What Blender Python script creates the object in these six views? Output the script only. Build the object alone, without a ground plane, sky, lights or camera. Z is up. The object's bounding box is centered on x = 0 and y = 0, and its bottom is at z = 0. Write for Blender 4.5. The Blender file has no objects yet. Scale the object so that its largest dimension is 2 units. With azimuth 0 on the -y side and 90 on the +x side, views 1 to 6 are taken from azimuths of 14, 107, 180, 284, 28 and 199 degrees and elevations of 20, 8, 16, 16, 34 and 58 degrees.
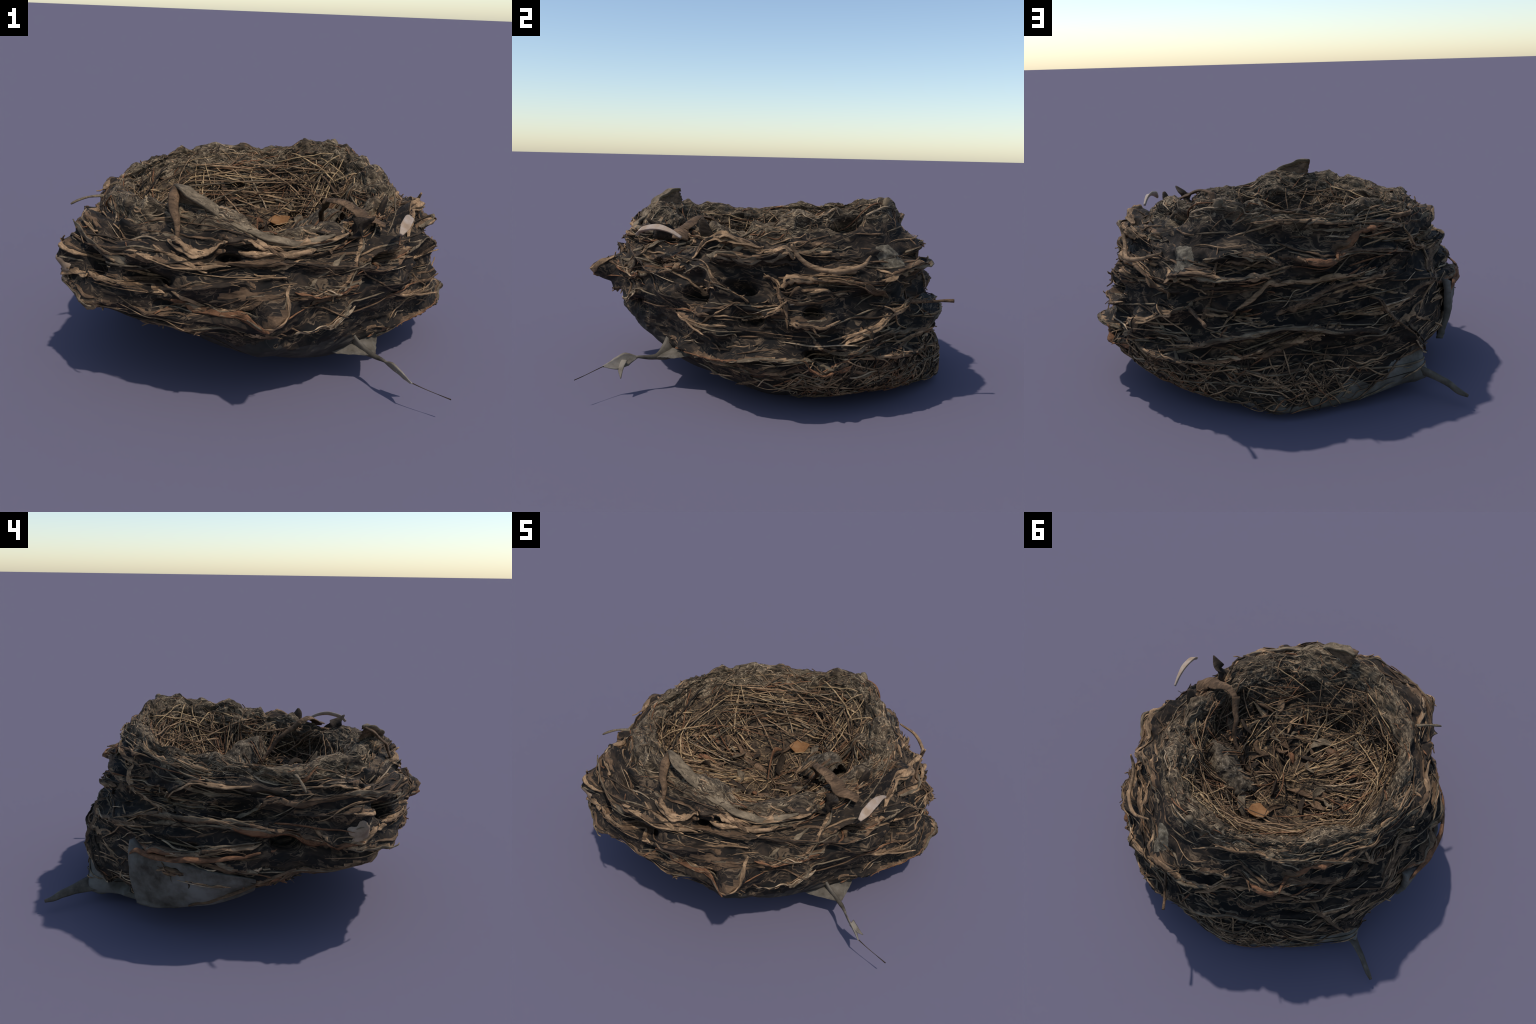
# A bird's nest: a lopsided cup of dead leaf strips, grass and roots with a matted rim,
# a straw-lined bowl and a few loose pieces (husk, sticks, root tails).
import bpy, math
import numpy as np

RNG = np.random.default_rng(7)
TAU = 2 * math.pi

# ------------------------------------------------------------------ noise
def _hash(ix, iy, iz, seed):
    h = (ix * 374761393 + iy * 668265263 + iz * 2147483647 + seed * 1274126177) & 0xFFFFFFFF
    h = ((h ^ (h >> 13)) * 1274126177) & 0xFFFFFFFF
    h = ((h ^ (h >> 16)) * 2246822519) & 0xFFFFFFFF
    return ((h ^ (h >> 15)) & 0xFFFF) / 32767.5 - 1.0

def noise(p, seed=0):
    """value noise, about -1..1, on points (...,3)"""
    p = np.asarray(p, float)
    i = np.floor(p).astype(np.int64)
    f = p - i
    f = f * f * f * (f * (f * 6 - 15) + 10)
    out = 0.0
    for dx in (0, 1):
        for dy in (0, 1):
            for dz in (0, 1):
                w = (f[..., 0] if dx else 1 - f[..., 0]) * (f[..., 1] if dy else 1 - f[..., 1]) * (f[..., 2] if dz else 1 - f[..., 2])
                out = out + w * _hash(i[..., 0] + dx, i[..., 1] + dy, i[..., 2] + dz, seed)
    return out

def fbm(p, seed=0, octaves=3):
    a, s, out = 1.0, 1.0, 0.0
    for k in range(octaves):
        out = out + a * noise(np.asarray(p) * s, seed + k)
        a *= .5
        s *= 2.1
    return out

def smooth(a, b, x):
    t = np.clip((x - a) / (b - a), 0, 1)
    return t * t * (3 - 2 * t)

# ------------------------------------------------------------------ body profile
# azimuth 0 = -y, 90 = +x; one control profile every 15 degrees.
# wall radius at heights .02 .1 .2 .3 .4 .5 .6 .7, then shoulder radius,
# crest radius, crest height
PROFILES = [
    (.298, .429, .646, .839, .934, .975, .909, .842, .8, .72, .84),
    (.298, .459, .686, .862, .874, .955, .851, .818, .78, .71, .79),
    (.309, .52, .728, .81, .783, .838, .838, .799, .76, .68, .78),
    (.359, .57, .705, .765, .764, .788, .794, .743, .69, .63, .785),
    (.399, .59, .705, .732, .768, .802, .786, .74, .64, .58, .78),
    (.418, .608, .726, .802, .834, .86, .812, .764, .66, .58, .79),
    (.48, .69, .804, .868, .888, .868, .814, .774, .69, .59, .8),
    (.59, .78, .89, .923, .903, .883, .812, .782, .69, .59, .81),
    (.61, .825, .91, .923, .912, .892, .823, .772, .68, .59, .86),
    (.64, .855, .932, .945, .905, .855, .825, .785, .7, .61, .895),
    (.73, .87, .912, .925, .895, .868, .877, .837, .73, .63, .925),
    (.78, .9, .892, .895, .875, .848, .837, .805, .73, .63, .92),
    (.87, .92, .923, .865, .83, .815, .805, .765, .695, .62, .9),
    (.85, .89, .892, .845, .83, .805, .775, .755, .685, .61, .88),
    (.84, .91, .923, .922, .865, .817, .79, .748, .695, .62, .885),
    (.82, .93, .933, .941, .914, .858, .811, .767, .715, .64, .88),
    (.74, .83, .905, .938, .913, .883, .797, .78, .78, .68, .88),
    (.549, .828, .935, .949, .943, .896, .822, .817, .77, .67, .855),
    (.451, .635, .842, .981, .984, .951, .891, .841, .78, .68, .83),
    (.428, .572, .749, .935, .974, .961, .901, .814, .78, .72, .83),
    (.435, .532, .672, .815, .931, .934, .934, .857, .785, .725, .78),
    (.355, .492, .642, .77, .951, .997, 1.01, .93, .83, .73, .805),
    (.31, .458, .588, .75, .942, 1.04, 1.02, .97, .845, .75, .815),
    (.302, .428, .566, .768, .927, .976, .968, .904, .82, .71, .84),
]
WALL_Z = (.02, .1, .2, .3, .4, .5, .6, .7)
INSET = .052                         # the matted core lies behind the strands

def control_rings():
    """levels x 24 x (r, z)"""
    P = np.array(PROFILES)
    rings = [np.stack([P[:, 0] * 0.0, np.full(24, .006)], 1),
             np.stack([P[:, 0] * .62, np.full(24, .004)], 1)]
    for k, z in enumerate(WALL_Z):
        zz = np.minimum(z, P[:, 10] - .10)
        ins = INSET * (.15, .3, .6, 1, 1, 1, 1, .9)[k]
        rings.append(np.stack([P[:, k] - ins, zz], 1))
    rc, zc = P[:, 9], P[:, 10]
    a = np.radians(np.arange(24) * 15)
    INNER = .046 + .018 * np.cos(a - math.radians(120)) + .06 * np.clip(np.cos(a - math.radians(2)), 0, 1) ** 2     # lip is thin on the left, thick on the right
    rings.append(np.stack([P[:, 8] - .035, zc - .05], 1))        # 10 shoulder
    rings.append(np.stack([rc, zc], 1))                          # 11 crest
    rings.append(np.stack([rc - INNER, zc - .05], 1))             # 12 inner lip
    rings.append(np.stack([rc - INNER * 1.7 - .025, zc - .17], 1))              # 13 inner wall
    rings.append(np.stack([rc * .70 - .03 - .05 * np.cos(a - math.radians(70)), .56 + (zc - .84) * .4], 1))
    rings.append(np.stack([rc * .40, .495 + .02 * np.cos(a - math.radians(70))], 1))
    rings.append(np.stack([rc * 0.0, np.full(24, .442)], 1))
    return np.array(rings)

def catmull(a, b, c, d, t):
    return .5 * ((2 * b) + (c - a) * t + (2 * a - 5 * b + 4 * c - d) * t ** 2 + (3 * b - a - 3 * c + d) * t ** 3)

def spline(ctrl, n):
    P = np.asarray(ctrl, float)
    E = np.concatenate([2 * P[:1] - P[1:2], P, 2 * P[-1:] - P[-2:-1]])
    t = np.linspace(0, len(P) - 1 - 1e-6, n)
    i = t.astype(int)
    return catmull(E[i], E[i + 1], E[i + 2], E[i + 3], (t - i)[:, None])

NT = 960
THETA = np.arange(NT) / NT * TAU

def build_base():
    C = control_rings()
    L = C.shape[0]
    u = np.arange(NT) / NT * 24
    i = np.floor(u).astype(int)
    t = (u - i)[None, :, None]
    D = catmull(C[:, (i - 1) % 24], C[:, i % 24], C[:, (i + 1) % 24], C[:, (i + 2) % 24], t)   # L,NT,2
    ext = np.concatenate([2 * D[:1] - D[1:2], D, 2 * D[-1:] - D[-2:-1]])
    rows, lev = [], []
    for k in range(L - 1):
        step = np.linalg.norm(np.diff(C[k:k + 2], axis=0)[0], axis=1).mean()
        n = max(4, int(round(step / .0065)))
        if k < 1:
            n = 10
        for j in range(n):
            f = j / n
            rows.append(catmull(ext[k], ext[k + 1], ext[k + 2], ext[k + 3], f))
            lev.append(k + f)
    rows.append(D[-1])
    lev.append(L - 1)
    R = np.array(rows)
    r, z = np.maximum(R[..., 0], .0005), R[..., 1]
    x, y = r * np.sin(THETA), -r * np.cos(THETA)
    # the underside slopes up from the heel at the back to the overhang in front
    skin = .024 - .25 * y - .09 * np.clip(x, 0, .6) + .18 * np.maximum(0, -x - .25) + .22 * np.maximum(0, x - .55)
    heel = .004 + .15 * np.maximum(0, -x - .2) + .13 * np.maximum(0, x + .08)
    skin = np.where(y > 0, np.maximum(skin, heel * smooth(.2, .6, y)), skin)
    low = (np.array(lev) < 5.5)[:, None]
    z = np.where(low, np.maximum(z, skin), z)
    z = np.maximum(z, .004)
    return np.stack([x, y, z], -1), np.array(lev)

BASE, LEV = build_base()
NR = len(LEV)

def grid_normals(G):
    du = np.roll(G, -1, 1) - np.roll(G, 1, 1)
    dv = np.empty_like(G)
    dv[1:-1] = G[2:] - G[:-2]
    dv[0], dv[-1] = G[1] - G[0], G[-1] - G[-2]
    n = np.cross(du, dv)
    n /= np.linalg.norm(n, axis=-1, keepdims=True) + 1e-12
    n[0], n[-1] = (0, 0, -1), (0, 0, 1)
    return n

BASE_N = grid_normals(BASE)
SEG = np.linalg.norm(np.diff(BASE, axis=0), axis=-1).mean(1)
ROW_M = np.concatenate([[0], np.cumsum(SEG)])              # metres along the profile

def row_of(level):
    return np.interp(level, LEV, np.arange(NR))

def sample(G, theta, row):
    c = (np.asarray(theta) / TAU * NT) % NT
    c0 = np.floor(c).astype(int) % NT
    c1 = (c0 + 1) % NT
    fc = (c - np.floor(c))[:, None]
    row = np.clip(row, 0, NR - 1.001)
    r0 = np.floor(row).astype(int)
    fr = (row - r0)[:, None]
    if G.ndim == 2:
        fc, fr = fc[:, 0], fr[:, 0]
    return (G[r0, c0] * (1 - fc) + G[r0, c1] * fc) * (1 - fr) + (G[r0 + 1, c0] * (1 - fc) + G[r0 + 1, c1] * fc) * fr

# ------------------------------------------------------------------ strand paths on the wall
def wall_path(th0, length, lev0, slope, wob, seed, n=40):
    t = np.linspace(0, 1, n)
    th = math.radians(th0) + t * length
    lv = lev0 + slope * (t - .5) * length + wob * noise(np.stack([t * 3.1 * max(length, .4), 0 * t + seed * 1.7, 0 * t], -1), seed)
    return th, np.clip(lv, 2.6, 10.7)

def level_of(z):
    return np.interp(z, WALL_Z + (.80,), np.arange(2, 11))

# the strips that stand out most: spines of (azimuth, height) read round the wall
LEDGES_BACK = [
    [(162, .39), (168, .50), (176, .59), (182, .60), (202, .60), (225, .57)],
    [(179, .47), (194, .53), (209, .57), (221, .58)],
    [(144, .27), (163, .36), (185, .40), (204, .35), (216, .30)],
    [(123, .31), (145, .43), (153, .51)],
    [(143, .60), (153, .64), (167, .62), (180, .61)],
    [(180, .71), (196, .67), (211, .69), (240, .62)],
    [(199, .69), (211, .75), (222, .76)],
    [(156, .70), (171, .71), (181, .68)],
    [(200, .45), (214, .42), (229, .46), (250, .50)],
    [(212, .50), (220, .33), (232, .15)],
    [(131, .27), (151, .26), (166, .28), (178, .33)],
    [(172, .84), (193, .80), (219, .77), (241, .74)],
]
LEDGES_LEFT = [
    [(256, .62), (261, .70), (273, .73), (302, .72)],
    [(240, .50), (262, .56), (281, .57), (310, .53), (326, .55)],
    [(236, .75), (238, .67), (249, .60), (260, .56)],
    [(248, .42), (256, .42), (262, .43), (273, .46), (290, .50)],
    [(281, .62), (292, .65), (302, .66), (323, .67), (345, .62)],
    [(303, .73), (316, .71), (324, .72)],
    [(284, .30), (297, .37), (313, .42), (330, .44)],
    [(305, .57), (312, .52), (320, .50), (333, .47)],
]
LEDGES_RIGHT = [
    [(75, .66), (85, .73), (92, .72), (103, .72)],
    [(84, .67), (100, .68), (113, .70)],
    [(74, .60), (84, .63), (89, .55), (99, .51)],
    [(103, .60), (107, .57), (111, .46)],
    [(108, .56), (114, .58), (129, .59), (145, .54)],
    [(111, .53), (116, .54), (124, .52)],
    [(96, .43), (104, .46), (110, .48)],
    [(111, .45), (116, .42), (124, .43)],
    [(60, .25), (78, .25), (100, .28), (112, .28), (123, .24)],
    [(116, .38), (122, .30), (130, .30), (134, .35), (131, .39)],
    [(113, .27), (119, .23), (129, .25)],
    [(130, .29), (141, .23), (138, .14)],
]
LEDGES_FRONT = [
    [(322, .64), (334, .67), (343, .66), (353, .64), (8, .67), (22, .68), (33, .64), (47, .60), (62, .57), (74, .62)],
    [(352, .57), (2, .575), (11, .57)],
    [(350, .52), (358, .49), (8, .49), (16, .495), (20, .56)],
    [(0, .77), (6, .79), (13, .77), (20, .70)],
    [(6, .72), (18, .72), (30, .76)],
    [(346, .75), (355, .70), (3, .76)],
    [(53, .76), (46, .65), (39, .56), (35, .51)],
    [(22, .55), (37, .54), (51, .56)],
    [(22, .39), (33, .43), (44, .47)],
    [(62, .22), (75, .24), (95, .21), (108, .26)],
]
UPRIGHT = [(161, .73), (160, .62), (158, .51), (156, .43)]   # a twig that crosses the back wall
STRIPS, FREE_STRIPS = [], []           # ledge strips lift the matted core into webs; free ones lie on it

def unwrap(az):
    return np.unwrap(np.radians(np.asarray(az, float)))

def add_ledge(th, lv, amp, width, half, tones):
    STRIPS.append(dict(th=th, lv=lv, amp=amp, width=width))
    n = len(th)
    t0, span = 0.0, abs(th[-1] - th[0]) + .15 * abs(lv[-1] - lv[0]) + 1e-6
    while t0 < .92:                                           # a ledge is several overlapping torn strips
        t1 = min(1.0, t0 + RNG.uniform(.22, .6) / span)
        t = np.linspace(max(0, t0 - .05), t1, 26)
        FREE_STRIPS.append(dict(th=np.interp(t, np.linspace(0, 1, n), th), lv=np.interp(t, np.linspace(0, 1, n), lv) + RNG.normal(0, .035) + (t - .5 * (t0 + t1)) * RNG.normal(0, .15),
                                half=half * RNG.uniform(.6, 1.15), tones=tones))
        t0 = t1
    for _ in range(RNG.integers(1, 3)):                       # companions in the same bundle
        n = len(th)
        a, b = sorted(RNG.uniform(0, 1, 2))
        if b - a < .3:
            a, b = max(0, a - .25), min(1, b + .25)
        t = np.linspace(a, b, n)
        th2 = np.interp(t, np.linspace(0, 1, n), th)
        lv2 = np.interp(t, np.linspace(0, 1, n), lv) + RNG.normal(0, .16) + (t - .5) * RNG.normal(0, .3)
        FREE_STRIPS.append(dict(th=th2, lv=np.clip(lv2, 2.6, 10.6), half=half * RNG.uniform(.35, .8), tones=[.22, .34, .18, .20, .06, 0, 0]))

for spine in LEDGES_BACK + LEDGES_LEFT + LEDGES_RIGHT + LEDGES_FRONT:
    az = unwrap([p[0] for p in spine])
    lv = level_of([p[1] for p in spine])
    c = spline(np.stack([az, lv], 1), 44)
    jit = .10 * noise(np.stack([np.linspace(0, 7, 44), np.full(44, len(STRIPS) * 3.3), np.zeros(44)], -1), 77)
    add_ledge(c[:, 0], c[:, 1] + jit, RNG.uniform(.055, .085), RNG.uniform(.028, .046), RNG.choice([.010, .014, .020]), [.42, .26, .14, .04, .08, .06, 0])
_c = spline(np.stack([np.radians([p[0] for p in UPRIGHT]), level_of([p[1] for p in UPRIGHT])], 1), 26)
FREE_STRIPS.append(dict(th=_c[:, 0], lv=_c[:, 1], half=.010, tones=[0, 1, 0, 0, .4, 0, 0]))
for k in range(62):                                           # shorter ledges between them
    th0 = RNG.uniform(0, 360)
    back = 140 < th0 < 255
    front = (th0 > 300 or th0 < 70)
    lev0 = RNG.uniform(5.8 if front else 3.6, 10.3)
    th, lv = wall_path(th0, RNG.uniform(.18, .55), lev0, RNG.normal(.5 if back else 0, .8), RNG.uniform(.1, .4), k, 32)
    add_ledge(th, lv, RNG.uniform(.012, .04), RNG.uniform(.02, .04), RNG.choice([.007, .011, .016], p=[.4, .4, .2]), [.24, .34, .18, .16, .06, .02, 0])
for k in range(90):                                           # loose strips and crossing ones
    th0 = RNG.uniform(0, 360)
    back = 140 < th0 < 255
    th, lv = wall_path(th0, RNG.uniform(.15, .6), RNG.uniform(6 if (th0 > 290 or th0 < 70) else 4, 10.5), RNG.normal(.4 if back else 0, 2.6), .3, 300 + k, 30)
    FREE_STRIPS.append(dict(th=th, lv=lv, half=RNG.uniform(.004, .011), tones=[.30, .30, .18, .12, .07, .03, 0]))

RIDGE = np.zeros((NR, NT))            # 1 on the spine of a ledge

def tents():
    H = np.zeros((NR, NT))
    RIDGE[:] = 0
    rr = np.hypot(BASE[..., 0], BASE[..., 1])
    for s in STRIPS:
        rows = row_of(s["lv"])
        n = len(rows)
        t = np.linspace(0, 1, n)
        a = s["amp"] * np.clip(np.minimum(t, 1 - t) * 6, .25, 1) * (1 + .45 * noise(np.stack([t * 3 + s["amp"] * 900, 0 * t, 0 * t + s["width"] * 700], -1), 13))
        span = np.abs(np.gradient(s["th"]) * .85).sum() + np.abs(np.gradient(rows)).sum() * .0065
        m = max(n, int(span / .007))
        q = np.linspace(0, 1, m)
        rows, ths, a = np.interp(q, t, rows), np.interp(q, t, s["th"]), np.interp(q, t, a)
        for th, ro, am in zip(ths, rows, a):
            c = th / TAU * NT
            r0 = int(round(ro))
            reach = s["width"] * 2.4
            wr = int(reach / .0065) + 1
            lo, hi = max(0, r0 - wr), min(NR, r0 + wr + 1)
            rad = rr[min(r0, NR - 1), int(c) % NT]
            wc = int(reach / (rad * TAU / NT)) + 1
            cols = np.arange(int(c) - wc, int(c) + wc + 1)
            dv = (np.arange(lo, hi) - ro)[:, None] * .0065
            dc = ((cols - c) * rad * TAU / NT)[None, :]
            dv = np.where(dv < 0, dv * 1.7, dv)               # steep below, sloping above
            d = np.sqrt(dv * dv + dc * dc)
            v = am * np.exp(-(d / s["width"]) ** 1.15) 
            sub = H[lo:hi][:, cols % NT]
            H[lo:hi, cols % NT] = np.maximum(sub, v)
            if am > .02:
                RIDGE[lo:hi, cols % NT] = np.maximum(RIDGE[lo:hi][:, cols % NT], np.exp(-(d / .014) ** 2))
    return H

# hollows that open in the wall: azimuth, height level, half width, half height, depth
def polar(x, y):
    return math.degrees(math.atan2(x, -y)) % 360

HOLLOWS = [
    (polar(-.52, -.80), 8.0, .075, .045, .13), (polar(-.26, -.885), 7.9, .10, .040, .13),
    (polar(.05, -.78), 8.9, .06, .025, .09), (polar(.0, -.85), 7.0, .26, .045, .07),
    (58, 8.2, .06, .025, .09), (100, 6.4, .08, .05, .10), (118, 6.7, .05, .03, .08),
    (122, 4.9, .10, .045, .08), (80, 7.2, .06, .05, .09), (96, 7.6, .08, .035, .08),
    (138, 10.0, .09, .03, .07), (297, 7.0, .10, .05, .09), (283, 8.3, .16, .05, .07),
    (265, 6.6, .14, .03, .06), (308, 9.4, .06, .05, .08), (236, 3.3, .06, .08, .10),
    (250, 8.6, .10, .04, .06), (205, 6.2, .12, .03, .05), (190, 8.0, .14, .03, .045),
    (165, 6.6, .10, .03, .05), (30, 6.0, .10, .03, .05), (330, 9.5, .07, .03, .08),
    (58, 12.8, .16, .11, .15), (polar(.07, .29) , 14.2, .06, .045, .09), (polar(.30, -.23), 14.3, .07, .06, .07), (polar(-.02, -.31), 14.6, .09, .05, .06), (polar(-.20, -.43), 14.0, .08, .05, .06),
    (polar(.11, .17), 15.2, .05, .05, .08), (polar(.40, .10), 13.8, .05, .05, .07), (polar(-.05, .45), 13.4, .06, .025, .05), (polar(-.3, .42), 13.3, .10, .03, .06),
    (polar(.07, -.5), 13.4, .10, .05, .06), (polar(-.45, .2), 14.2, .06, .04, .04),
]

# corners and flaps that stick out of the wall: azimuth, height, reach, half width, half height
SPIKES = [(317, .585, .09, .045, .045), (339, .66, .05, .045, .06), (108, .27, .02, .06, .03), (226, .10, .06, .05, .10),
          (88, .46, .05, .05, .03), (65, .50, .04, .06, .03), (305, .70, .06, .05, .04), (296, .66, .05, .03, .03),
          (248, .66, .05, .04, .04), (262, .50, .04, .05, .03), (100, .62, .05, .03, .03), (93, .74, .06, .05, .03),
          (131, .66, .06, .05, .03), (142, .45, .05, .04, .03), (120, .18, .04, .05, .03), (234, .62, .05, .05, .03),
          (328, .78, .05, .05, .03), (283, .42, .04, .06, .03), (15, .50, .035, .05, .04), (270, .72, .04, .05, .03)]

# flakes that stand up on the rim: azimuth, reach, half width along, half width across
FLAKES = [(159, .038, .045, .035), (135, .04, .05, .03), (118, .035, .05, .03), (172, .03, .04, .03), (205, .02, .05, .03), (222, .025, .04, .03), (238, .045, .04, .03),
          (255, .04, .05, .03), (272, .03, .05, .03), (322, .05, .06, .04), (333, .04, .05, .03), (75, .05, .03, .025), (97, .04, .05, .03), (148, .035, .03, .03), (190, .03, .03, .025)]

def spikes():
    H = np.zeros((NR, NT))
    rr = np.hypot(BASE[..., 0], BASE[..., 1])
    for az, z, reach, hw, hh in SPIKES:
        dth = (THETA - math.radians(az) + math.pi) % TAU - math.pi
        dx = dth[None, :] * rr
        dy = (ROW_M - np.interp(row_of(level_of(z)), np.arange(NR), ROW_M))[:, None]
        d = np.sqrt((dx / hw) ** 2 + (dy / hh) ** 2)
        H = np.maximum(H, reach * np.exp(-d ** 1.1))
    for az, reach, hw, hh in FLAKES:
        dth = (THETA - math.radians(az) + math.pi) % TAU - math.pi
        dy = (ROW_M - np.interp(row_of(11), np.arange(NR), ROW_M))[:, None]
        d = np.sqrt((dth[None, :] * rr / hw) ** 2 + (dy / hh) ** 2) * (1 + .3 * noise(BASE * 20, 95))
        H = np.maximum(H, reach * np.exp(-d ** 1.3))
    return H

def hollows():
    H = np.zeros((NR, NT))
    rr = np.hypot(BASE[..., 0], BASE[..., 1])
    for k, (az, lev, hw, hh, dep) in enumerate(HOLLOWS):
        ro = row_of(lev)
        dth = (THETA - math.radians(az) + math.pi) % TAU - math.pi
        dx = dth[None, :] * rr
        dy = (ROW_M - np.interp(ro, np.arange(NR), ROW_M))[:, None]
        wob = 1 + .35 * noise(BASE * 14, 91)
        d = np.sqrt((dx / hw) ** 2 + (dy / hh) ** 2) * wob
        H = np.minimum(H, -(1.1 if k < 14 else .65) * dep * (1 - smooth(.45, 1.15, d)))
    return H

def build_core():
    lev = LEV[:, None]
    th = THETA[None, :]
    rr = np.hypot(BASE[..., 0], BASE[..., 1])
    wall = smooth(3.4, 5.0, lev) * (1 - smooth(10.2, 11, lev))
    rim = smooth(9.8, 10.8, lev) * (1 - smooth(12.2, 13.2, lev))
    cup = smooth(12, 13, lev)
    H = tents() * np.maximum(wall, .35 * rim) + spikes() + hollows()
    # fibre relief: long round the nest, short across it
    cs = np.stack([np.sin(th) * 5 + 0 * lev, np.cos(th) * 5 + 0 * lev, ROW_M[:, None] * 17 + 0 * th], -1)
    warp = .8 * noise(BASE * 5, 3)
    cs[..., 2] += warp * .7
    ridge = 1 - np.abs(fbm(cs, 11, 3)) 
    lump = fbm(BASE * 5.0, 21, 2)
    fine = 1 - np.abs(fbm(BASE * 26, 31, 2))
    H = H + wall * (.017 * (ridge - .6) + .020 * lump)
    H = H + rim * (.028 * lump + .007 * (fine - .5) + .034 * (ridge - .5))
    H = H + cup * (.034 * lump + .012 * (ridge - .5) + .008 * (fine - .5))
    H = H * smooth(1.2, 2.6, lev) + .004 * lump * (1 - wall) * (1 - rim) * (1 - cup)
    fade = 1 - smooth(15.6, 17, lev)
    G = BASE + BASE_N * (H * np.where(lev > 15, fade, 1))[..., None]
    G[..., 2] = np.maximum(G[..., 2], .0)
    return G

CORE = build_core()
CORE[0] = CORE[0].mean(0)
CORE[-1] = CORE[-1].mean(0)
CORE_N = grid_normals(CORE)

# ------------------------------------------------------------------ materials
def new_mat(name):
    m = bpy.data.materials.new(name)
    m.use_nodes = True
    nt = m.node_tree
    return m, nt, nt.nodes["Principled BSDF"]

def add(nt, kind, **kw):
    n = nt.nodes.new(kind)
    for k, v in kw.items():
        setattr(n, k, v)
    return n

def ramp(nt, stops):
    r = add(nt, "ShaderNodeValToRGB")
    e = r.color_ramp.elements
    while len(e) < len(stops):
        e.new(.5)
    for el, (p, c) in zip(e, stops):
        el.position = p
        el.color = (*c, 1)
    return r

def math_node(nt, op, a, b=None):
    n = add(nt, "ShaderNodeMath", operation=op)
    for s, v in zip(n.inputs, (a, b)):
        if v is None:
            continue
        if isinstance(v, (int, float)):
            s.default_value = v
        else:
            nt.links.new(v, s)
    return n.outputs[0]

def mix(nt, fac, a, b):
    n = add(nt, "ShaderNodeMix", data_type="RGBA")
    for s, v in ((n.inputs["Factor"], fac), (n.inputs["A"], a), (n.inputs["B"], b)):
        if isinstance(v, (int, float)):
            s.default_value = v
        elif isinstance(v, tuple):
            s.default_value = (*v, 1)
        else:
            nt.links.new(v, s)
    return n.outputs["Result"]

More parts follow.
